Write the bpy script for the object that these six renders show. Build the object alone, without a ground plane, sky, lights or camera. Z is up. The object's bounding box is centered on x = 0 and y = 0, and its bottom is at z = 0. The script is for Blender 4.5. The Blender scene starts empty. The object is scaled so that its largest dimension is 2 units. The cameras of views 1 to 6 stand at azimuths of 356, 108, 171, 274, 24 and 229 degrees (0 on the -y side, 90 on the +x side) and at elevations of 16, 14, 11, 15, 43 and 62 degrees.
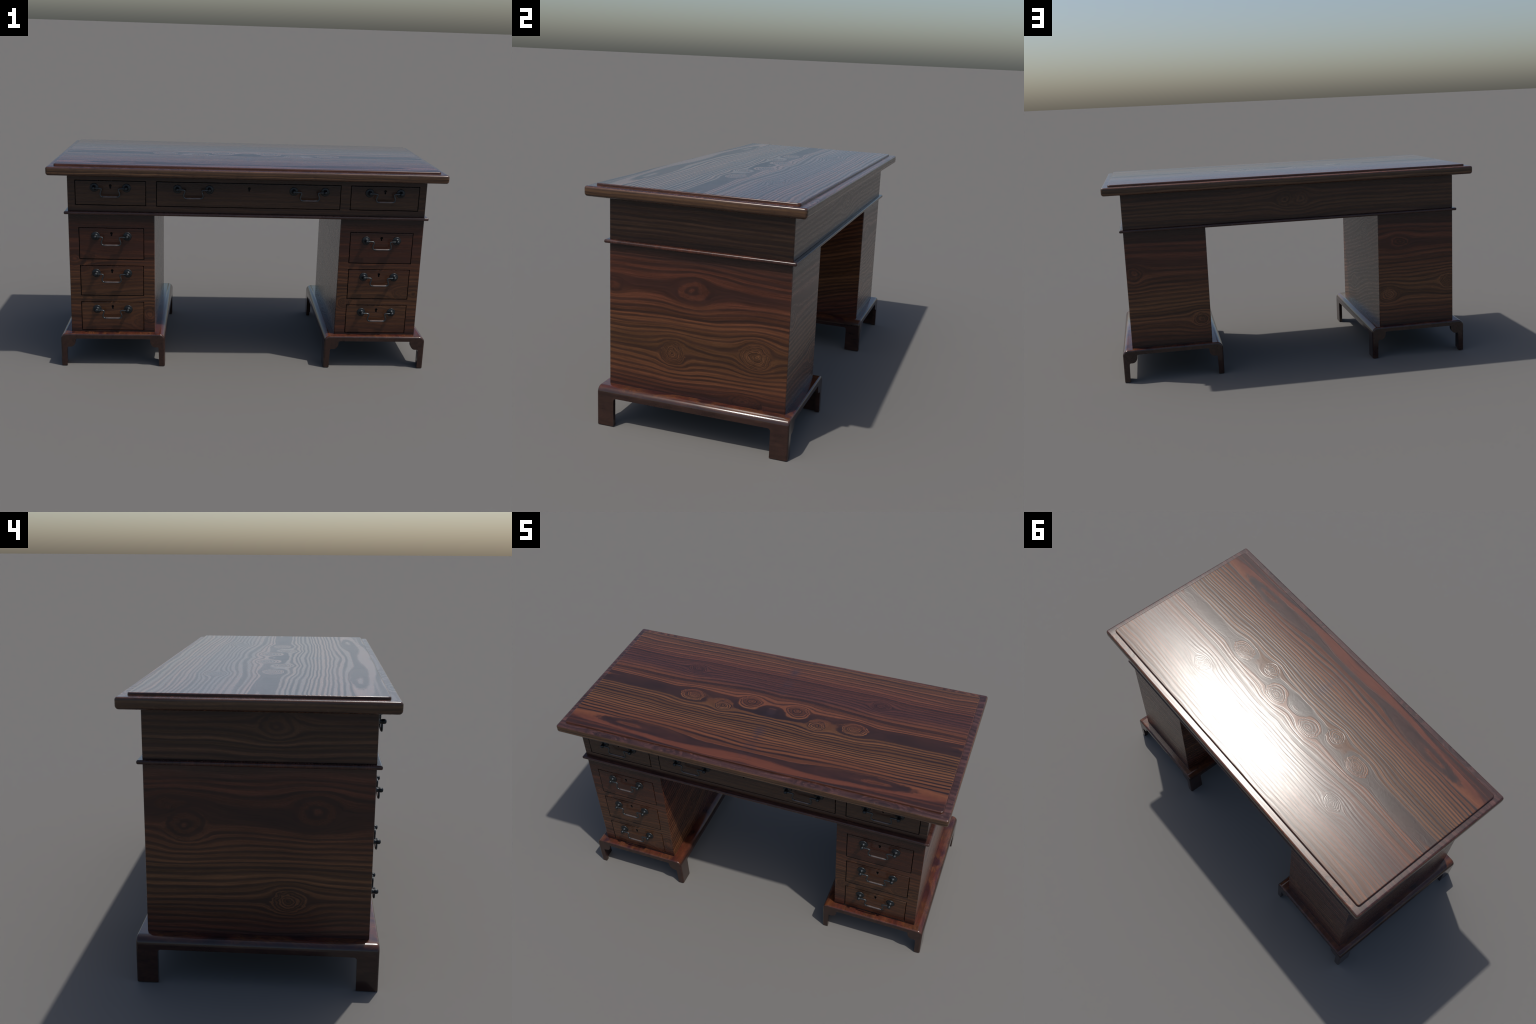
"""Antique twin-pedestal writing desk: dark figured wood, nine drawers, gunmetal swan-neck handles."""
import bpy, bmesh, math
from mathutils import Vector

# ------------------------------------------------------------------ dimensions (metres)
TOP_HX, TOP_HY = 1.0, 0.470            # half sizes of the table top slab
SLAB_Z0, SLAB_Z1 = 1.0125, 1.0560
PANEL_HX, PANEL_HY, PANEL_Z1 = 0.9665, 0.4340, 1.0665
CARC_HX, CARC_HY = 0.908, 0.402        # frieze and pedestals
FRIEZE_Z0 = 0.8235
MOULD_HX, MOULD_HY = 0.9265, 0.4205
MOULD_Z0, MOULD_Z1 = 0.8095, 0.8245
PED_X0 = 0.4755
BASE_X0, BASE_X1, BASE_HY, BASE_Z = 0.4215, 0.9605, 0.4365, 0.1775
GAP = 0.0036                           # shadow gap round each drawer front

scene = bpy.context.scene
root = bpy.data.objects.new("pedestal_desk", None)
root.empty_display_size = 0.2
scene.collection.objects.link(root)
root["label"] = "antique dark wood twin pedestal desk with nine drawers and metal handles"
root["category"] = "writing desk"


# ------------------------------------------------------------------ node helpers
class Nodes:
    def __init__(self, tree):
        self.t = tree

    def new(self, kind, **props):
        n = self.t.nodes.new(kind)
        for k, v in props.items():
            setattr(n, k, v)
        return n

    def put(self, sock, val):
        if isinstance(val, bpy.types.NodeSocket):
            self.t.links.new(val, sock)
        elif val is not None:
            sock.default_value = val

    def m(self, op, a, b=None, c=None, clamp=False):
        n = self.new("ShaderNodeMath", operation=op, use_clamp=clamp)
        for i, v in enumerate((a, b, c)):
            self.put(n.inputs[i], v)
        return n.outputs[0]

    def xyz(self, x, y, z):
        n = self.new("ShaderNodeCombineXYZ")
        for i, v in enumerate((x, y, z)):
            self.put(n.inputs[i], v)
        return n.outputs[0]

    def noise(self, vec, scale=1.0, detail=2.0, rough=0.5, dist=0.0):
        n = self.new("ShaderNodeTexNoise")
        self.put(n.inputs["Vector"], vec)
        n.inputs["Scale"].default_value = scale
        n.inputs["Detail"].default_value = detail
        n.inputs["Roughness"].default_value = rough
        n.inputs["Distortion"].default_value = dist
        return n.outputs[0]

    def smooth(self, x, lo, hi, a=0.0, b=1.0):
        n = self.new("ShaderNodeMapRange", interpolation_type="SMOOTHSTEP")
        for i, v in enumerate((x, lo, hi, a, b)):
            self.put(n.inputs[i], v)
        return n.outputs[0]

    def lin(self, x, lo, hi, a=0.0, b=1.0):
        n = self.new("ShaderNodeMapRange")
        for i, v in enumerate((x, lo, hi, a, b)):
            self.put(n.inputs[i], v)
        return n.outputs[0]

    def ramp(self, fac, stops):
        n = self.new("ShaderNodeValToRGB")
        self.put(n.inputs[0], fac)
        e = n.color_ramp.elements
        while len(e) < len(stops):
            e.new(0.5)
        for el, (p, c) in zip(e, stops):
            el.position = p
            el.color = (*c, 1)
        return n.outputs[0]

    def mix(self, fac, a, b, mode="MIX"):
        n = self.new("ShaderNodeMix", data_type="RGBA", blend_type=mode)
        self.put(n.inputs[0], fac)
        for i, v in ((6, a), (7, b)):
            if isinstance(v, tuple) and len(v) == 3:
                v = (*v, 1)
            self.put(n.inputs[i], v)
        return n.outputs[2]


def knot_group():
    """Grain lines part round an ellipse like a stream round a cylinder; rings fill the ellipse."""
    g = bpy.data.node_groups.new("grain_knot", "ShaderNodeTree")
    for nm in ("U", "V", "u0", "v0", "su", "sv", "N"):
        g.interface.new_socket(nm, in_out="INPUT", socket_type="NodeSocketFloat")
    for nm in ("shift", "ring", "inside"):
        g.interface.new_socket(nm, in_out="OUTPUT", socket_type="NodeSocketFloat")
    k = Nodes(g)
    gi, go = k.new("NodeGroupInput"), k.new("NodeGroupOutput")
    U, V, u0, v0, su, sv, N = (gi.outputs[i] for i in range(7))
    du = k.m("DIVIDE", k.m("SUBTRACT", U, u0), su)
    dv = k.m("SUBTRACT", V, v0)
    dvn = k.m("DIVIDE", dv, sv)
    r2 = k.m("ADD", k.m("MULTIPLY", du, du), k.m("MULTIPLY", dvn, dvn))
    w = k.m("MINIMUM", k.m("POWER", k.m("MAXIMUM", r2, 0.01), -1.05), 1.0)
    k.put(go.inputs[0], k.m("MULTIPLY", dv, w))
    r = k.m("SQRT", r2)
    inside = k.m("MAXIMUM", k.m("SUBTRACT", 1.0, r), 0.0)
    k.put(go.inputs[1], k.m("MULTIPLY", inside, N))
    k.put(go.inputs[2], inside)
    return g


KNOT = knot_group()


def ring_law(n, flats, anchor, anchor_phase, snap=None):
    """Ring count along V: n rings a metre, slowed down in the flat zones (centre, width, strength).
    The phase is anchored at one V; n is nudged so that a second V lands on its own phase."""
    def d(v, nn):
        return nn * (v - sum(b * w * math.tanh((v - c) / w) for c, w, b in flats))
    if snap:
        v2, p2 = snap
        best = min((abs(((d(v2, n + i * .02) - d(anchor, n + i * .02) + anchor_phase - p2 + .5) % 1) - .5), abs(i), i)
                   for i in range(-150, 151))
        n += best[2] * .02
    return n, anchor_phase - d(anchor, n)


def wood(name, uv, knots=(), n=33.0, flats=(), anchor=0.0, phase=0.25, snap=None, warp=0.03, fine=0.004,
         v_range=(0, 1), light=(), dark=(0.017, 0.0075, 0.0068), contrast=0.76, rough=0.24, bump=0.14,
         seed=0.0, vary=0.35, mist=False, shift=False, uscale=1.3, shade=None, soft=1.0, spec=0.45, coat=0.5, coat0=0.0, fade=None, highlight_tilt=0.0, dim=1.0, jitter=0.45, mid=0.008, rough_dark=0.04, streak=0.3, grain=0.14, broken=0.6, wear=0.0):
    """Figured wood.  uv: which object axes run along and across the grain."""
    mat = bpy.data.materials.new(name)
    mat.use_nodes = True
    k = Nodes(mat.node_tree)
    bsdf = mat.node_tree.nodes["Principled BSDF"]
    co = k.new("ShaderNodeTexCoord").outputs["Object"]
    if shift:      # repeats lie at different places of the same board
        info = k.new("ShaderNodeObjectInfo")
        add = k.new("ShaderNodeVectorMath", operation="ADD")
        k.put(add.inputs[0], co)
        k.put(add.inputs[1], info.outputs["Location"])
        co = add.outputs[0]
    sep = k.new("ShaderNodeSeparateXYZ")
    k.put(sep.inputs[0], co)
    ax = dict(x=sep.outputs[0], y=sep.outputs[1], z=sep.outputs[2])
    u_name, v_name = uv[0], uv[1]
    U0 = k.m("ABSOLUTE", ax[u_name[1]]) if u_name.startswith("|") else ax[u_name]
    V0 = ax[v_name]
    if len(uv) > 2:                    # slanting grain
        V0 = k.m("SUBTRACT", V0, k.m("MULTIPLY", U0, uv[2]))
    if shift:
        V0 = k.m("ADD", V0, k.m("MULTIPLY", info.outputs["Random"], 0.05))
    # slow wander of the grain, then a finer tremble
    w1 = k.noise(k.xyz(k.m("MULTIPLY", U0, uscale), k.m("MULTIPLY", V0, 4.0), seed), 1.0, 1.0)
    w2 = k.noise(k.xyz(k.m("MULTIPLY", U0, 9.0), k.m("MULTIPLY", V0, 30.0), seed + 5), 1.0, 2.0)
    V = k.m("ADD", V0, k.m("MULTIPLY", k.m("SUBTRACT", w1, 0.5), warp))
    V = k.m("ADD", V, k.m("MULTIPLY", k.m("SUBTRACT", w2, 0.5), fine))
    w4 = k.noise(k.xyz(k.m("MULTIPLY", U0, 4.5), k.m("MULTIPLY", V0, 11.0), seed + 7), 1.0, 1.0)
    V = k.m("ADD", V, k.m("MULTIPLY", k.m("SUBTRACT", w4, 0.5), mid * 2))
    # wobble used only for the outline of knots
    w3 = k.noise(k.xyz(k.m("MULTIPLY", U0, 9.0), k.m("MULTIPLY", V0, 13.0), seed + 9), 1.0, 1.0)
    Uk = k.m("ADD", U0, k.m("MULTIPLY", k.m("SUBTRACT", w3, 0.5), 0.045))
    Vk = k.m("ADD", V0, k.m("MULTIPLY", k.m("SUBTRACT", w3, 0.5), -0.024))
    w5 = k.noise(k.xyz(k.m("MULTIPLY", U0, 45.0), k.m("MULTIPLY", V0, 80.0), seed + 1), 1.0, 1.0)
    Uk = k.m("ADD", Uk, k.m("MULTIPLY", k.m("SUBTRACT", w5, 0.5), 0.018))
    Vk = k.m("ADD", Vk, k.m("MULTIPLY", k.m("SUBTRACT", w5, 0.5), 0.010))
    ring = inside = None
    Vs = V
    for kn in knots:
        g = k.new("ShaderNodeGroup", node_tree=KNOT)
        for i, val in enumerate((Uk, Vk) + tuple(float(q) for q in kn)):
            k.put(g.inputs[i], val)
        Vs = k.m("SUBTRACT", Vs, g.outputs[0])
        ring = g.outputs[1] if ring is None else k.m("ADD", ring, g.outputs[1])
        inside = g.outputs[2] if inside is None else k.m("MAXIMUM", inside, g.outputs[2])
    n, off = ring_law(n, flats, anchor, phase, snap)
    F = k.m("MULTIPLY", Vs, n)
    for c, w, b in flats:
        th = k.m("TANH", k.m("DIVIDE", k.m("SUBTRACT", Vs, c), w))
        F = k.m("SUBTRACT", F, k.m("MULTIPLY", th, n * b * w))
    F = k.m("ADD", F, off)
    uneven = k.noise(k.xyz(k.m("MULTIPLY", U0, 0.8), k.m("MULTIPLY", Vs, 26.0), seed + 12), 1.0, 1.0)
    F = k.m("ADD", F, k.m("MULTIPLY", k.m("SUBTRACT", uneven, 0.5), 2 * jitter))
    if ring is not None:
        F = k.m("ADD", F, ring)
    s = k.m("SINE", k.m("MULTIPLY", F, 2 * math.pi))
    t = k.smooth(s, -0.55 * soft, 0.75 * soft)
    # each ring has its own strength
    wn = k.new("ShaderNodeTexWhiteNoise", noise_dimensions="1D")
    k.put(wn.inputs["W"], k.m("FLOOR", k.m("ADD", F, -0.25 + seed)))
    own = wn.outputs[0]
    fibre = k.noise(k.xyz(k.m("MULTIPLY", U0, 14.0), k.m("MULTIPLY", Vs, 420.0), seed), 1.0, 2.0, 0.6)
    thread = k.noise(k.xyz(k.m("MULTIPLY", U0, 5.0), k.m("MULTIPLY", Vs, 170.0), seed + 2), 1.0, 2.0, 0.6)
    cloud = k.noise(k.xyz(k.m("MULTIPLY", U0, 2.2), k.m("MULTIPLY", V0, 9.0), seed + 3), 1.0, 2.0)
    lt = k.ramp(k.lin(k.m("ADD", V0, k.m("MULTIPLY", k.m("SUBTRACT", cloud, 0.5), 0.10 * (v_range[1] - v_range[0]))),
                      v_range[0], v_range[1]), light)
    lum = k.m("MULTIPLY", k.lin(own, 0, 1, dim * (1 - vary), dim * (1 + vary * 0.75)), k.lin(fibre, 0.25, 0.75, 1 - grain, 1 + grain))
    if inside is not None:             # knot wood is denser and darker
        lum = k.m("MULTIPLY", lum, k.lin(inside, 0.0, 0.12, 1.0, 0.88))
    lt = k.mix(1.0, lt, k.xyz(lum, lum, lum), "MULTIPLY")
    strength = k.m("MULTIPLY", t, k.m("MULTIPLY", k.lin(cloud, 0.3, 0.7, 0.8, 1.1), contrast), clamp=True)
    if fade:                           # stripes weaker on one side of the board
        strength = k.m("MULTIPLY", strength, k.smooth(V0, *fade))
    col = k.mix(strength, lt, dark)
    th = k.lin(thread, 0.3, 0.7, 1 + streak, 1 - streak)
    col = k.mix(1.0, col, k.xyz(th, th, th), "MULTIPLY")
    if shade:                          # colour darkened towards one end: (axis, from, to, factor)
        for axis, a, b, f in shade:
            d = k.smooth(ax[axis], a, b, f, 1.0)
            col = k.mix(1.0, col, k.xyz(d, d, d), "MULTIPLY")
    if wear:                           # nicks, rubbed flecks and lost colour along the rim
        nick = k.smooth(k.noise(co, 42.0, 2.0), 0.60, 0.68, 0.0, wear)
        col = k.mix(nick, col, (0.020, 0.010, 0.009))
        fleck = k.smooth(k.noise(k.xyz(k.m("ADD", ax["x"], 3.7), ax["y"], ax["z"]), 55.0, 2.0), 0.64, 0.74, 0.0, wear * 0.5)
        col = k.mix(fleck, col, (0.170, 0.105, 0.080))
    if mist:                           # smeared seam where the two book-matched halves meet
        e = k.noise(k.xyz(k.m("MULTIPLY", U0, 9.0), k.m("MULTIPLY", V0, 7.0), 2.0), 1.0, 3.0)
        f = k.m("MULTIPLY", k.smooth(U0, 0.045, 0.0), k.smooth(e, 0.42, 0.62, 0.0, 0.65))
        col = k.mix(f, col, (0.035, 0.020, 0.024))
    k.put(bsdf.inputs["Base Color"], col)
    k.put(bsdf.inputs["Roughness"], k.m("ADD", k.m("MULTIPLY", fibre, 0.06), k.m("ADD", k.m("MULTIPLY", strength, rough_dark), rough)))
    bsdf.inputs["Specular IOR Level"].default_value = spec
    lw = k.new("ShaderNodeLayerWeight")           # old polish: dull head-on, shining at a glance
    lw.inputs["Blend"].default_value = 0.5
    sheen = k.smooth(lw.outputs["Facing"], 0.40, 0.80, coat0, coat)
    k.put(bsdf.inputs["Coat Weight"], k.m("MULTIPLY", sheen, k.lin(strength, 0, 1, 1.0, 0.6)))
    bsdf.inputs["Coat Roughness"].default_value = rough
    bp = k.new("ShaderNodeBump")
    bp.inputs["Strength"].default_value = bump
    bp.inputs["Distance"].default_value = 0.002
    relief = k.m("MULTIPLY", strength, -0.45)
    if inside is not None:
        relief = k.m("MULTIPLY", relief, k.lin(inside, 0.0, 0.3, 1.0, 0.45))
    h = k.m("ADD", relief, k.m("ADD", k.m("MULTIPLY", fibre, 0.35), k.m("MULTIPLY", thread, broken)))
    k.put(bp.inputs["Height"], h)
    if highlight_tilt:                          # flat board; normals tilted across y to pull the sun highlight inward
        cr = k.new("ShaderNodeVectorMath", operation="ADD")
        k.put(cr.inputs[0], k.new("ShaderNodeNewGeometry").outputs["Normal"])
        k.put(cr.inputs[1], k.xyz(0.0, k.m("MULTIPLY", ax["y"], highlight_tilt), 0.0))
        nm = k.new("ShaderNodeVectorMath", operation="NORMALIZE")
        k.put(nm.inputs[0], cr.outputs[0])
        k.put(bp.inputs["Normal"], nm.outputs[0])
    k.put(bsdf.inputs["Normal"], bp.outputs[0])
    k.put(bsdf.inputs["Coat Normal"], bp.outputs[0])
    return mat


# ------------------------------------------------------------------ wood colours
GOLD = (0.150, 0.062, 0.025)
AMBER = (0.140, 0.050, 0.022)
ORANGE = (0.128, 0.043, 0.020)
RED = (0.100, 0.031, 0.017)
WINE = (0.066, 0.023, 0.018)
DULL = (0.082, 0.036, 0.020)
RIM = (0.064, 0.027, 0.023)
DARK_BROWN = (0.046, 0.021, 0.015)

top_mat = wood(
    "figured_top_wood", ("|x", "y"), n=54, dim=0.80, coat=0.55, coat0=0.08, streak=0.16, grain=0.07, highlight_tilt=0.19, rough=0.205, soft=1.25, fade=(-0.05, 0.12, 1.0, 0.72), mid=0.009, rough_dark=0.07, bump=0.15, broken=0.9, flats=((-0.022, 0.024, 0.75), (-0.362, 0.045, 0.9), (0.075, 0.028, 0.5)),
    anchor=-0.022, phase=0.25, contrast=0.95, jitter=0.65, snap=(-0.362, 0.72), warp=0.068, v_range=(-0.45, 0.45), mist=True, seed=1.7,
    knots=((0.512, 0.194, 0.058, 0.038, 5.2), (0.438, -0.022, 0.070, 0.045, 7.3), (0.255, -0.055, 0.047, 0.034, 4.4),
           (0.770, -0.018, 0.230, 0.032, 0.0), (0.0, -0.034, 0.080, 0.034, 0.0),
           (0.129, 0.018, 0.060, 0.042, 4.1), (1.010, -0.020, 0.055, 0.022, 0.6),
           (0.640, -0.352, 0.300, 0.036, 0.62)),
    light=((0.0, RED), (0.08, RED), (0.13, ORANGE), (0.19, AMBER), (0.30, GOLD), (0.42, GOLD), (0.50, ORANGE),
           (0.60, ORANGE), (0.68, WINE), (0.80, RED), (0.90, AMBER), (1.0, GOLD)))
rim_mat = wood("rim_wood", ("|x", "y"), coat0=0.2, wear=0.55, n=55, warp=0.02, seed=4.4, v_range=(-0.48, 0.48), contrast=0.6, bump=0.1,
               knots=((0.377, -0.456, 0.10, 0.045, 2.2), (0.710, -0.456, 0.11, 0.045, 2.4), (0.866, 0.452, 0.10, 0.03, 2.5)),
               light=((0.0, RIM), (0.06, RIM), (0.5, RED), (0.93, RIM), (1.0, AMBER)))
rim_end_mat = wood("rim_end_wood", ("x", "y"), coat0=0.2, wear=0.55, n=34, warp=0.06, uscale=9.0, seed=6.1, v_range=(-1, 1), contrast=0.6,
                   light=((0.0, RIM), (1.0, RIM)), bump=0.1)
edge_long_mat = wood("edge_wood", ("x", "z"), wear=0.25, n=62, warp=0.012, fine=0.002, seed=2.2, v_range=(1.01, 1.07), contrast=0.5,
                     light=((0.0, DULL), (0.35, (0.105, 0.055, 0.028)), (0.62, (0.105, 0.055, 0.028)), (0.85, RED), (1.0, WINE)),
                     bump=0.1, soft=1.3)
edge_short_mat = wood("edge_end_wood", ("y", "z"), wear=0.25, n=62, warp=0.012, fine=0.002, seed=3.2, v_range=(1.01, 1.07), contrast=0.5,
                      light=((0.0, DULL), (0.35, (0.105, 0.055, 0.028)), (0.62, (0.105, 0.055, 0.028)), (0.85, RED), (1.0, WINE)),
                      bump=0.1, soft=1.3)

Z_LIGHT = ((0.0, (0.040, 0.016, 0.014)), (0.05, RED), (0.12, AMBER), (0.27, GOLD), (0.42, AMBER), (0.55, RED), (0.68, RED), (0.745, DARK_BROWN),
           (0.78, DARK_BROWN), (0.80, DULL), (0.87, (0.105, 0.050, 0.026)), (0.94, DULL), (1.0, DARK_BROWN))
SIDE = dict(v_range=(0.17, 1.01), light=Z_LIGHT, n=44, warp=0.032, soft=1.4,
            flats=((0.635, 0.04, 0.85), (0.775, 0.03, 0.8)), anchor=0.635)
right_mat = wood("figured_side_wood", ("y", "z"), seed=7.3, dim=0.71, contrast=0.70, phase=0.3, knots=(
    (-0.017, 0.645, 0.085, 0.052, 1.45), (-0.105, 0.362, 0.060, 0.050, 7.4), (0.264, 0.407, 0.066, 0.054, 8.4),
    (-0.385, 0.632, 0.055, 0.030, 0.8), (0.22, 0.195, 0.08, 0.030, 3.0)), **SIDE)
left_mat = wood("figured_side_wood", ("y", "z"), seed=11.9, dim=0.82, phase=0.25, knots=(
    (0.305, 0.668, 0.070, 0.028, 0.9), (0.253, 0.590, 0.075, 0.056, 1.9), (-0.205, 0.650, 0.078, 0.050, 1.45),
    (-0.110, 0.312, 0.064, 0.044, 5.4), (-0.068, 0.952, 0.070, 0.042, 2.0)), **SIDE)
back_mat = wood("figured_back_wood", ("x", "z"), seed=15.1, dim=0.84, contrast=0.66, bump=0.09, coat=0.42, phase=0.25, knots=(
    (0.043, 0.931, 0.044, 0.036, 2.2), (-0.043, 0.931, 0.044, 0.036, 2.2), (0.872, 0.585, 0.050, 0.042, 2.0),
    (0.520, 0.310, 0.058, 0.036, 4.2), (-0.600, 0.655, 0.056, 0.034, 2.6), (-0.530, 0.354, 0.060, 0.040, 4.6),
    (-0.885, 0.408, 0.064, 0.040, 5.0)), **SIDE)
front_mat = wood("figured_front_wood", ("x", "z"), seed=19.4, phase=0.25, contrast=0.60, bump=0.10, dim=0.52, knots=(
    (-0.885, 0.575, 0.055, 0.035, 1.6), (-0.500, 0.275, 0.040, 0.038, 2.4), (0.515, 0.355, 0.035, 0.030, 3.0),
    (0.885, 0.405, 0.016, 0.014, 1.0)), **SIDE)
inner_mat = wood("slant_grain_wood", ("y", "z", 0.27), seed=23.0, n=44, warp=0.05, uscale=2.5, v_range=(0.17, 1.01), bump=0.18,
                 light=((0.0, RED), (0.15, GOLD), (0.5, AMBER), (0.8, RED), (1.0, RED)), contrast=0.60, dim=0.8,
                 knots=((0.12, 0.66, 0.06, 0.035, 4.0), (-0.15, 0.36, 0.06, 0.035, 4.0)))
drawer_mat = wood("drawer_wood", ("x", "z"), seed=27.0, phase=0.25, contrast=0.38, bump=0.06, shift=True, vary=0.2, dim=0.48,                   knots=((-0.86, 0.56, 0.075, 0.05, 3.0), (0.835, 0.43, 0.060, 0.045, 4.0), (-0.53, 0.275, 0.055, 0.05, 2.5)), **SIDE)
under_mat = wood("under_wood", ("x", "y"), seed=31.0, n=40, v_range=(-0.5, 0.5), light=((0.0, DULL), (1.0, DULL)), contrast=0.6)
mould_mat = wood("moulding_wood", ("x", "y"), seed=33.0, dim=0.75, n=20, warp=0.06, v_range=(-0.5, 0.5), contrast=0.35, bump=0.05, rough=0.24,
                 light=((0.0, (0.060, 0.028, 0.024)), (0.5, RED), (1.0, (0.060, 0.028, 0.024))))


def polished(name, seed, light, rough=0.17):
    """Swirling, softly clouded wood of the bases."""
    mat = bpy.data.materials.new(name)
    mat.use_nodes = True
    k = Nodes(mat.node_tree)
    bsdf = mat.node_tree.nodes["Principled BSDF"]
    co = k.new("ShaderNodeTexCoord").outputs["Object"]
    mp = k.new("ShaderNodeMapping")
    mp.inputs["Location"].default_value = (seed, seed * 0.7, seed * 0.3)
    mp.inputs["Scale"].default_value = (9.0, 5.0, 9.0)
    k.put(mp.inputs["Vector"], co)
    big = k.noise(mp.outputs[0], 1.0, 2.0, 0.5, 0.8)
    swirl = k.noise(mp.outputs[0], 1.6, 1.0, 0.5, 1.6)
    bands = k.m("SINE", k.m("MULTIPLY", swirl, 70.0))
    nrm = k.new("ShaderNodeNewGeometry").outputs["Normal"]
    sp = k.new("ShaderNodeSeparateXYZ")
    k.put(sp.inputs[0], nrm)
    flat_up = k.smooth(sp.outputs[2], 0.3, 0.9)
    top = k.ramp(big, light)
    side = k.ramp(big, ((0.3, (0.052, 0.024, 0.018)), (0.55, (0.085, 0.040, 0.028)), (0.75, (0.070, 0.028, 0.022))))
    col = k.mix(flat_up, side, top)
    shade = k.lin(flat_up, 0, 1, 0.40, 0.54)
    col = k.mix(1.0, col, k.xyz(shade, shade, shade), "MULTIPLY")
    grit = k.new("ShaderNodeMapping")
    grit.inputs["Scale"].default_value = (60.0, 14.0, 60.0)
    k.put(grit.inputs["Vector"], co)
    g = k.lin(k.noise(grit.outputs[0], 1.0, 3.0), 0.3, 0.7, 0.72, 1.28)
    col = k.mix(1.0, col, k.xyz(g, g, g), "MULTIPLY")
    col = k.mix(k.m("MULTIPLY", k.smooth(bands, -0.2, 1.0), 0.48), col, (0.026, 0.011, 0.011))
    k.put(bsdf.inputs["Base Color"], col)
    bsdf.inputs["Roughness"].default_value = rough
    lw = k.new("ShaderNodeLayerWeight")
    lw.inputs["Blend"].default_value = 0.5
    k.put(bsdf.inputs["Coat Weight"], k.smooth(lw.outputs["Facing"], 0.45, 0.85, 0.0, 0.5))
    bsdf.inputs["Coat Roughness"].default_value = rough
    # shaded as if very slightly domed from front to back
    pos = k.new("ShaderNodeSeparateXYZ")
    k.put(pos.inputs[0], co)
    cr = k.new("ShaderNodeVectorMath", operation="ADD")
    k.put(cr.inputs[0], nrm)
    k.put(cr.inputs[1], k.xyz(0.0, k.m("MULTIPLY", k.m("MULTIPLY", pos.outputs[1], 0.28), k.smooth(sp.outputs[2], 0.93, 1.0)), 0.0))
    nm = k.new("ShaderNodeVectorMath", operation="NORMALIZE")
    k.put(nm.inputs[0], cr.outputs[0])
    k.put(bsdf.inputs["Normal"], nm.outputs[0])
    k.put(bsdf.inputs["Coat Normal"], nm.outputs[0])
    return mat


base_mat = polished("polished_base_wood", 3.0, ((0.30, (0.032, 0.011, 0.010)), (0.43, (0.130, 0.032, 0.018)),
                                                 (0.55, (0.160, 0.055, 0.022)), (0.66, (0.065, 0.018, 0.016))))


def plain(name, color, rough, metal=0.0, grain=0.0):
    mat = bpy.data.materials.new(name)
    mat.use_nodes = True
    k = Nodes(mat.node_tree)
    bsdf = mat.node_tree.nodes["Principled BSDF"]
    co = k.new("ShaderNodeTexCoord").outputs["Object"]
    nz = k.noise(co, 90.0, 3.0)
    a = tuple(c * (1 - grain) for c in color)
    b = tuple(min(1, c * (1 + grain)) for c in color)
    k.put(bsdf.inputs["Base Color"], k.ramp(nz, ((0.3, a), (0.7, b))))
    k.put(bsdf.inputs["Roughness"], k.lin(nz, 0.3, 0.7, rough * 0.85, rough * 1.15))
    bsdf.inputs["Metallic"].default_value = metal
    return mat


wire_mat = plain("steel_wire", (0.062, 0.070, 0.075), 0.34, 0.8, 0.2)
grip_mat = plain("sun_tinted_grip", (0.105, 0.086, 0.083), 0.48, 0.45, 0.15)  # same metal, base colour lightened and pinkened where sun catches the bar
metal_mat = plain("gunmetal", (0.028, 0.032, 0.035), 0.42, 0.75, 0.25)
hole_mat = plain("keyhole_dark", (0.006, 0.005, 0.005), 0.8, 0.0, 0.2)
gap_mat = plain("recess_dark", (0.012, 0.008, 0.007), 0.7, 0.0, 0.2)


# ------------------------------------------------------------------ mesh helpers
def flatten_planes(me):
    """Big plane faces keep their own normal; only the rounded edges between them are smooth."""
    for p in me.polygons:
        if max(abs(c) for c in p.normal) > 0.9995:
            p.use_smooth = False


def to_object(name, bm, mats, parent=root, smooth_angle=40):
    bmesh.ops.recalc_face_normals(bm, faces=bm.faces[:])
    me = bpy.data.meshes.new(name)
    bm.to_mesh(me)
    bm.free()
    for mt in mats:
        me.materials.append(mt)
    if smooth_angle:
        me.shade_smooth()
        me.set_sharp_from_angle(angle=math.radians(smooth_angle))
        flatten_planes(me)
    ob = bpy.data.objects.new(name, me)
    scene.collection.objects.link(ob)
    ob.parent = parent
    return ob


def rounded_rect(hx, hy, r, seg=6):
    pts = []
    r = max(r, 1e-4)
    for cx, cy, a0 in ((hx - r, hy - r, 0), (-hx + r, hy - r, 90), (-hx + r, -hy + r, 180), (hx - r, -hy + r, 270)):
        for i in range(seg + 1):
            a = math.radians(a0 + 90 * i / seg)
            pts.append((cx + r * math.cos(a), cy + r * math.sin(a)))
    return pts


def stack(rings):
    """Loft closed rings of equal length and cap both ends."""
    bm = bmesh.new()
    rows = [[bm.verts.new(p) for p in ring] for ring in rings]
    for a, b in zip(rows, rows[1:]):
        for i in range(len(a)):
            j = (i + 1) % len(a)
            bm.faces.new((a[i], a[j], b[j], b[i]))
    bm.faces.new(rows[0][::-1])
    bm.faces.new(rows[-1])
    return bm


def arc(r, n, a0, a1):
    return [(r * math.cos(math.radians(a0 + (a1 - a0) * i / n)), r * math.sin(math.radians(a0 + (a1 - a0) * i / n))) for i in range(n + 1)]


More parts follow.
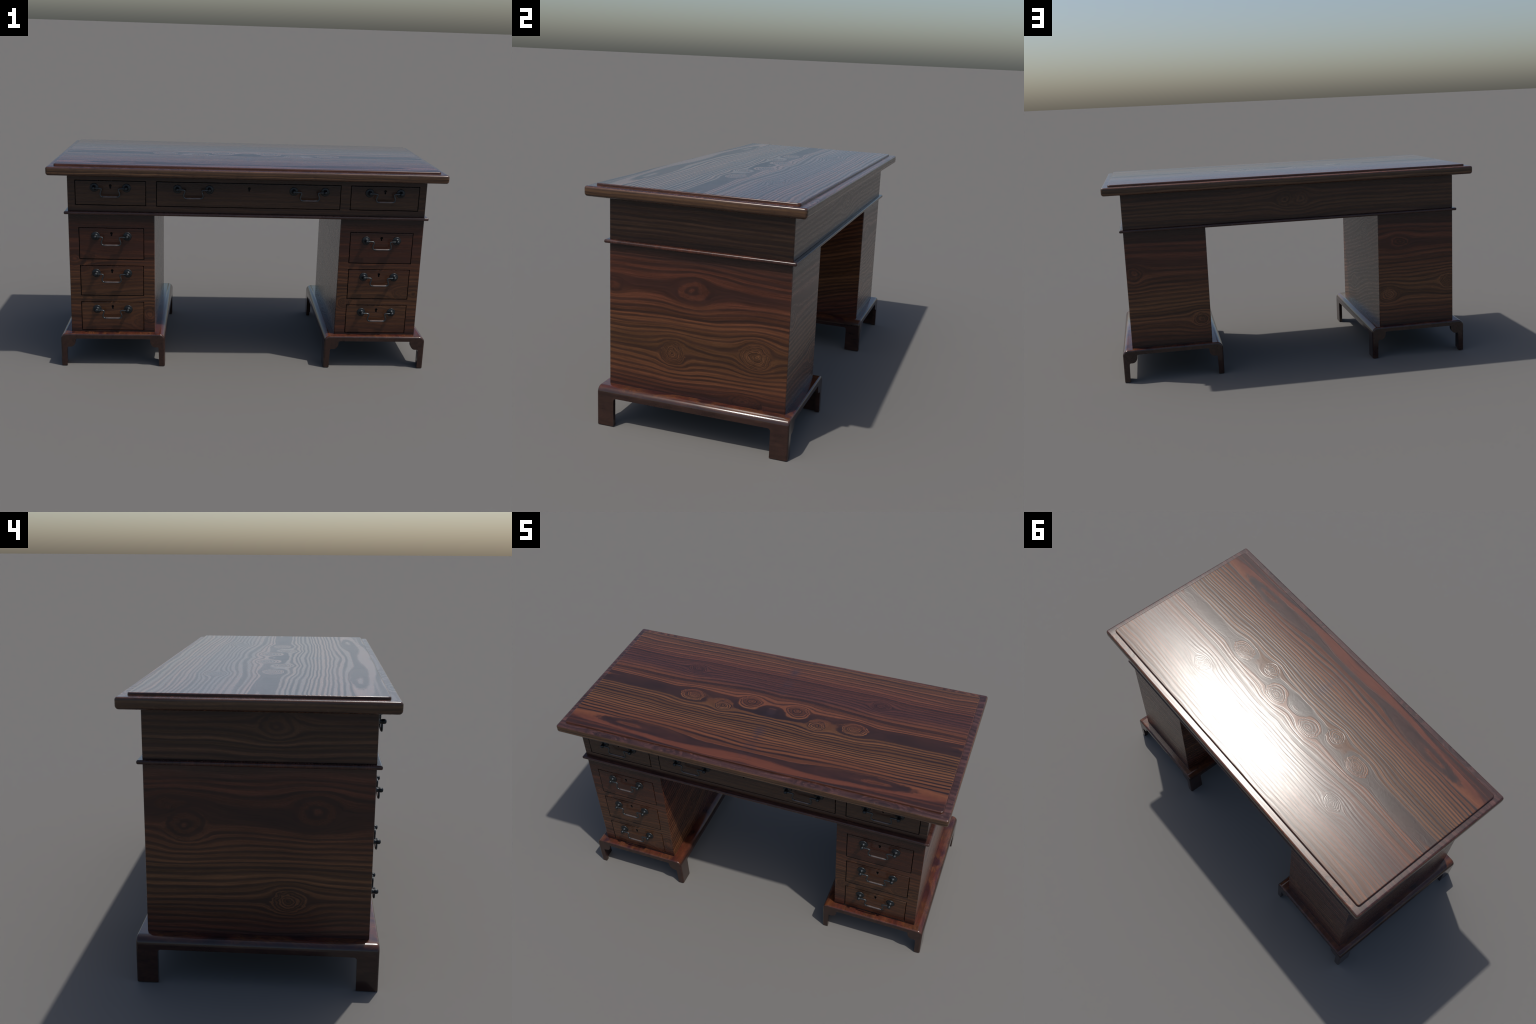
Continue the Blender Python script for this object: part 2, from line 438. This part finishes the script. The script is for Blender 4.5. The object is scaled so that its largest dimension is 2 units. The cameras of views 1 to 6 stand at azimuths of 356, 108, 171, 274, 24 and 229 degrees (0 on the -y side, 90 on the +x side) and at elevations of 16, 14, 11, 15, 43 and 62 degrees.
def moulded(hx, hy, z0, z1, rb, rt, plan_r, cx=0.0, cy=0.0):
    """Board whose lower and upper edges are rounded by rb and rt; returns a bmesh."""
    prof = []                                      # (inset, z) from bottom to top
    for c, s in arc(rb, 6, 270, 360):
        prof.append((rb - c, z0 + rb + s)) if rb > 0 else None
    for c, s in arc(rt, 6, 0, 90):
        prof.append((rt - c, z1 - rt + s)) if rt > 0 else None
    if rb <= 0:
        prof.insert(0, (0, z0))
    if rt <= 0:
        prof.append((0, z1))
    rings = []
    for d, z in prof:
        rings.append([(cx + x, cy + y, z) for x, y in rounded_rect(hx - d, hy - d, max(plan_r - d, 0.0008))])
    return stack(rings)


def paint_by_normal(ob, rule):
    for p in ob.data.polygons:
        p.material_index = rule(p.normal, p.center)


def box(x0, x1, y0, y1, z0, z1, bev=0.0, seg=2):
    bm = bmesh.new()
    bmesh.ops.create_cube(bm, size=1.0)
    for v in bm.verts:
        v.co = Vector(((x0 + x1) / 2 + v.co.x * (x1 - x0), (y0 + y1) / 2 + v.co.y * (y1 - y0), (z0 + z1) / 2 + v.co.z * (z1 - z0)))
    if bev:
        bmesh.ops.bevel(bm, geom=bm.edges[:], offset=bev, segments=seg, profile=0.5, affect="EDGES")
    return bm


def prism(poly, axis, a, b):
    """Extrude a closed polygon (two coordinates) along the remaining axis."""
    def put(p, t):
        return {"x": (t, p[0], p[1]), "y": (p[0], t, p[1]), "z": (p[0], p[1], t)}[axis]
    return stack([[put(p, a) for p in poly], [put(p, b) for p in poly]])


def carve(ob, cutters, angle=40):
    """Boolean the cutters (bmesh, material index kept by the object) out of ob and bake the result."""
    temps = []
    for bm in cutters:
        c = to_object("cutter", bm, [m for m in ob.data.materials], None, 0)
        for p in c.data.polygons:
            p.material_index = len(ob.data.materials) - 1
        c.hide_render = True
        temps.append(c)
        mod = ob.modifiers.new("carve", "BOOLEAN")
        mod.operation, mod.solver, mod.object = "DIFFERENCE", "EXACT", c
    bpy.context.view_layer.update()
    dg = bpy.context.evaluated_depsgraph_get()
    me = bpy.data.meshes.new_from_object(ob.evaluated_get(dg))
    old = ob.data
    ob.modifiers.clear()
    ob.data = me
    me.name = old.name
    bpy.data.meshes.remove(old)
    for c in temps:
        m = c.data
        bpy.data.objects.remove(c)
        bpy.data.meshes.remove(m)
    me.shade_smooth()
    me.set_sharp_from_angle(angle=math.radians(angle))
    flatten_planes(me)
    return ob


# ------------------------------------------------------------------ table top
slab = to_object("tabletop", moulded(TOP_HX, TOP_HY, SLAB_Z0, SLAB_Z1, 0.014, 0.010, 0.012),
                 [rim_mat, rim_end_mat, edge_long_mat, edge_short_mat, under_mat])


def slab_rule(nv, c):
    if nv.z > 0.75:
        return 0
    if nv.z < -0.75:
        return 4
    return 2 if abs(nv.y) >= abs(nv.x) else 3


# the slab's top face: split the rim so that the grain turns along the short ends
bm = bmesh.new()
bm.from_mesh(slab.data)
top_face = max(bm.faces, key=lambda f: f.calc_center_median().z)
for sx in (-1, 1):
    geom = bm.faces[:] + bm.edges[:] + bm.verts[:]
    bmesh.ops.bisect_plane(bm, geom=geom, plane_co=(sx * (PANEL_HX - 0.004), 0, 0), plane_no=(1, 0, 0))
bm.to_mesh(slab.data)
bm.free()
slab.data.set_sharp_from_angle(angle=math.radians(40))
paint_by_normal(slab, lambda nv, c: 1 if (nv.z > 0.75 and abs(c.x) > PANEL_HX - 0.004 and c.z > 1.055) else slab_rule(nv, c))

panel = to_object("tabletop_panel", moulded(PANEL_HX, PANEL_HY, SLAB_Z1 - 0.002, PANEL_Z1, 0.0, 0.005, 0.014),
                  [top_mat, edge_long_mat, edge_short_mat], slab)
paint_by_normal(panel, lambda nv, c: 0 if nv.z > 0.8 else (1 if abs(nv.y) >= abs(nv.x) else 2))

# ------------------------------------------------------------------ drawers: openings, fronts, handles
# (centre x, half width, z0, z1, handle centres relative to x, handle height above z0, keyhole height over handle)
FRIEZE_DRAWERS = [(sx * 0.694, 0.1772, 0.8552, 0.9832, (0.0,)) for sx in (-1, 1)] + [(0.0, 0.4675, 0.8545, 0.9834, (-0.2935 + 0.0135, 0.2935 + 0.0135))]
FRIEZE_DRAWERS[2] = (0.0, 0.4675, 0.8545, 0.9834, (-0.280, 0.306))
PED_DRAWERS = [(0.1650, 0.5722, 0.7400, 0.6965), (0.1625, 0.3765, 0.5410, 0.5000), (0.1622, 0.1850, 0.3445, 0.3042)]


def front_rule(inner):
    def rule(nv, c):
        if nv.y < -0.7:
            return 2
        if nv.y > 0.7:
            return 3
        if nv.z > 0.7 or nv.z < -0.7:
            return 4
        if inner and abs(c.x) < 0.6:
            return 5
        return 1 if nv.x > 0 else 0
    return rule


CARC_MATS = [left_mat, right_mat, front_mat, back_mat, under_mat, inner_mat, gap_mat]
frieze = to_object("frieze", box(-CARC_HX, CARC_HX, -CARC_HY, CARC_HY, FRIEZE_Z0, SLAB_Z0 + 0.001, 0.003), CARC_MATS)
paint_by_normal(frieze, front_rule(False))
carve(frieze, [box(cx - hw, cx + hw, -CARC_HY - 0.02, -CARC_HY + 0.022, z0, z1) for cx, hw, z0, z1, _ in FRIEZE_DRAWERS])

pedestals = []
for sx in (-1, 1):
    xa, xb = sorted((sx * PED_X0, sx * CARC_HX))
    ped = to_object("pedestal", box(xa, xb, -CARC_HY, CARC_HY, BASE_Z - 0.004, MOULD_Z0 + 0.002, 0.003), CARC_MATS)
    paint_by_normal(ped, front_rule(True))
    cx = sx * 0.693
    carve(ped, [box(cx - hw, cx + hw, -CARC_HY - 0.02, -CARC_HY + 0.022, z0, z1) for hw, z0, z1, _ in PED_DRAWERS])
    pedestals.append(ped)

moulding = to_object("waist_moulding", moulded(MOULD_HX, MOULD_HY, MOULD_Z0, MOULD_Z1, 0.0055, 0.0065, 0.006), [mould_mat])


def keyhole_poly():
    pts = [(0.0068 * math.cos(math.radians(a)), 0.0068 * math.sin(math.radians(a))) for a in range(-58, 239, 18)]
    return pts + [(-0.0034, -0.0150), (0.0034, -0.0150)]


def drawer_front(hw, hh, key_dz):
    """A board with softened corners and a keyhole bored into it, centred on its own origin."""
    bm = box(-hw, hw, 0.0, 0.018, -hh, hh, 0.0014)
    ob = to_object("drawer", bm, [drawer_mat, hole_mat])
    hole = prism([(x, key_dz + z) for x, z in keyhole_poly()], "y", -0.01, 0.012)
    return carve(ob, [hole])


def lathe(profile, seg=28):
    """Turn (radius, depth) about the y axis."""
    bm = bmesh.new()
    rows = []
    for r, d in profile:
        if r < 1e-6:
            rows.append([bm.verts.new((0, d, 0))])
        else:
            rows.append([bm.verts.new((r * math.cos(2 * math.pi * i / seg), d, r * math.sin(2 * math.pi * i / seg))) for i in range(seg)])
    for a, b in zip(rows, rows[1:]):
        for i in range(seg):
            j = (i + 1) % seg
            if len(b) == 1:
                bm.faces.new((a[i], a[j], b[0]))
            else:
                bm.faces.new((a[i], a[j], b[j], b[i]))
    return bm


rosette_prof = [(0.0222, 0.0), (0.0222, -0.0022), (0.0212, -0.0042), (0.0192, -0.0052), (0.0170, -0.0050), (0.0135, -0.0058),
                (0.0105, -0.0085), (0.0085, -0.0125), (0.0078, -0.0170), (0.0080, -0.0200), (0.0088, -0.0230), (0.0092, -0.0270),
                (0.0086, -0.0315), (0.0066, -0.0345), (0.0036, -0.0357), (0.0, -0.0360)]
rosette_proto = to_object("rosette", lathe(rosette_prof), [metal_mat], root, 60)


def bail_mesh():
    """Swan-neck bail: a bent rod with a slightly thicker grip."""
    half = [(0.0795, 0.0003), (0.058, 0.0003), (0.0490, -0.0004), (0.0442, -0.0022), (0.0422, -0.0058), (0.0432, -0.0120), (0.0462, -0.0200),
            (0.0483, -0.0270), (0.0480, -0.0330), (0.0452, -0.0385), (0.0400, -0.0415), (0.0330, -0.0423)]
    ctrl = [Vector((-x, 0, z)) for x, z in half] + [Vector((x, 0, z)) for x, z in half[::-1]]
    # Catmull-Rom through the control points
    path = []
    for i in range(len(ctrl) - 1):
        p0, p1, p2, p3 = ctrl[max(i - 1, 0)], ctrl[i], ctrl[i + 1], ctrl[min(i + 2, len(ctrl) - 1)]
        for s in range(4):
            t = s / 4
            path.append(0.5 * ((2 * p1) + (p2 - p0) * t + (2 * p0 - 5 * p1 + 4 * p2 - p3) * t * t + (3 * p1 - p0 - 3 * p2 + p3) * t ** 3))
    path.append(ctrl[-1])
    rings = []
    for i, p in enumerate(path):
        d = (path[min(i + 1, len(path) - 1)] - path[max(i - 1, 0)]).normalized()
        side = Vector((0, 1, 0))
        up = d.cross(side)
        r = 0.0044 if (p.z < -0.041 and abs(p.x) < 0.0345) else 0.0036
        rings.append([tuple(p + r * (math.cos(a) * side + math.sin(a) * up)) for a in (2 * math.pi * q / 12 for q in range(12))])
    return stack(rings)


bail_proto = to_object("bail_handle", bail_mesh(), [wire_mat, grip_mat], root, 60)
for p in bail_proto.data.polygons:
    p.material_index = 1 if (p.center.z < -0.036 and abs(p.center.x) < 0.0335) else 0
used = {"rosette": 0, "bail": 0}


def place(proto, key, parent, loc):
    ob = proto if used[key] == 0 else proto.copy()
    if used[key]:
        scene.collection.objects.link(ob)
    used[key] += 1
    ob.parent = parent
    ob.location = loc
    return ob


FACE_Y = -CARC_HY - 0.0004
protos = {}


def add_drawer(cx, hw, z0, z1, handle_xs, handle_z, key_dz):
    hh = (z1 - z0) / 2
    cz = (z0 + z1) / 2
    tag = (round(hw, 4), round(hh, 4), round(cz, 3))
    if tag in protos:
        ob = protos[tag].copy()
        scene.collection.objects.link(ob)
    else:
        ob = protos[tag] = drawer_front(hw - GAP, hh - GAP, handle_z + key_dz - cz)
    ob.parent = root
    ob.location = (cx, FACE_Y, cz)
    for hx in handle_xs:
        for s in (-1, 1):
            place(rosette_proto, "rosette", ob, (hx + s * 0.0800, 0.0, handle_z - cz))
        place(bail_proto, "bail", ob, (hx, -0.0238, handle_z - cz))
    return ob


for cx, hw, z0, z1, hxs in FRIEZE_DRAWERS:
    add_drawer(cx, hw, z0, z1, hxs, 0.9465, 0.0105)
for hw, z0, z1, hz in PED_DRAWERS:
    for sx in (-1, 1):
        add_drawer(sx * 0.693, hw, z0, z1, (0.0,), hz, 0.0145)

# ------------------------------------------------------------------ bracket bases
def base_outline(inset):
    """Front outline: straight legs outside, top corners with a generous radius; z from the ground up."""
    hx = (BASE_X1 - BASE_X0) / 2 - inset
    r, zt = 0.030 - inset, BASE_Z - inset
    pts = [(-hx, 0.0), (hx, 0.0)]
    for c, s in arc(r, 8, 0, 90):
        pts.append((hx - r + c, zt - r + s))
    for c, s in arc(r, 8, 90, 180):
        pts.append((-hx + r + c, zt - r + s))
    return pts


def arch(hx):
    """Opening between the legs, with a quarter-round bracket on each side."""
    leg, zt, zb = 0.0315, 0.1500, 0.1045
    xl = hx - leg                                    # inner face of the leg
    half = [(xl + 0.0018, -0.05), (xl + 0.0004, 0.050), (xl - 0.0008, 0.094)]
    half += [(xl - 0.0075 + 0.0062 * math.cos(a), zb - 0.007 + 0.0072 * math.sin(a)) for a in (math.radians(q) for q in (15, 45, 80))]
    cx0, rz = xl - 0.018, 0.0335                     # bulging quarter round
    for q in range(0, 91, 15):
        a = math.radians(q)
        half.append((cx0 - 0.0265 * math.sin(a), zb + rz - rz * math.cos(a)))
    half += [(xl - 0.0447, zt - 0.0065), (xl - 0.0465, zt - 0.0018), (xl - 0.0520, zt)]
    return half + [(-x, z) for x, z in half[::-1]]


for sx in (-1, 1):
    cx = sx * (BASE_X0 + BASE_X1) / 2
    hx = (BASE_X1 - BASE_X0) / 2
    rings = []
    R = 0.009
    for a in (0, 18, 36, 54, 72, 90):
        ins = R * (1 - math.sin(math.radians(a)))
        y = -BASE_HY + R * (1 - math.cos(math.radians(a)))
        rings.append([(cx + x, y, z) for x, z in base_outline(ins)])
    back = [[(x, -y, z) for x, y, z in ring] for ring in rings[::-1]]
    base = to_object("bracket_base", stack(rings + back), [base_mat])
    t = 0.0185
    cuts = [box(cx - hx + t, cx + hx - t, -BASE_HY + 0.021, BASE_HY - 0.021, -0.05, 0.1505),
            prism([(cx + x, z) for x, z in arch(hx)], "y", -0.6, 0.6)]
    ly, zt, r = 0.3575, 0.1305, 0.012
    side = [(-ly, -0.05), (ly, -0.05)] + [(ly - r + c, zt - r + s) for c, s in arc(r, 5, 0, 90)] + [(-ly + r + c, zt - r + s) for c, s in arc(r, 5, 90, 180)]
    cuts.append(prism(side, "x", cx - hx - 0.1, cx + hx + 0.1))
    carve(base, cuts, 35)
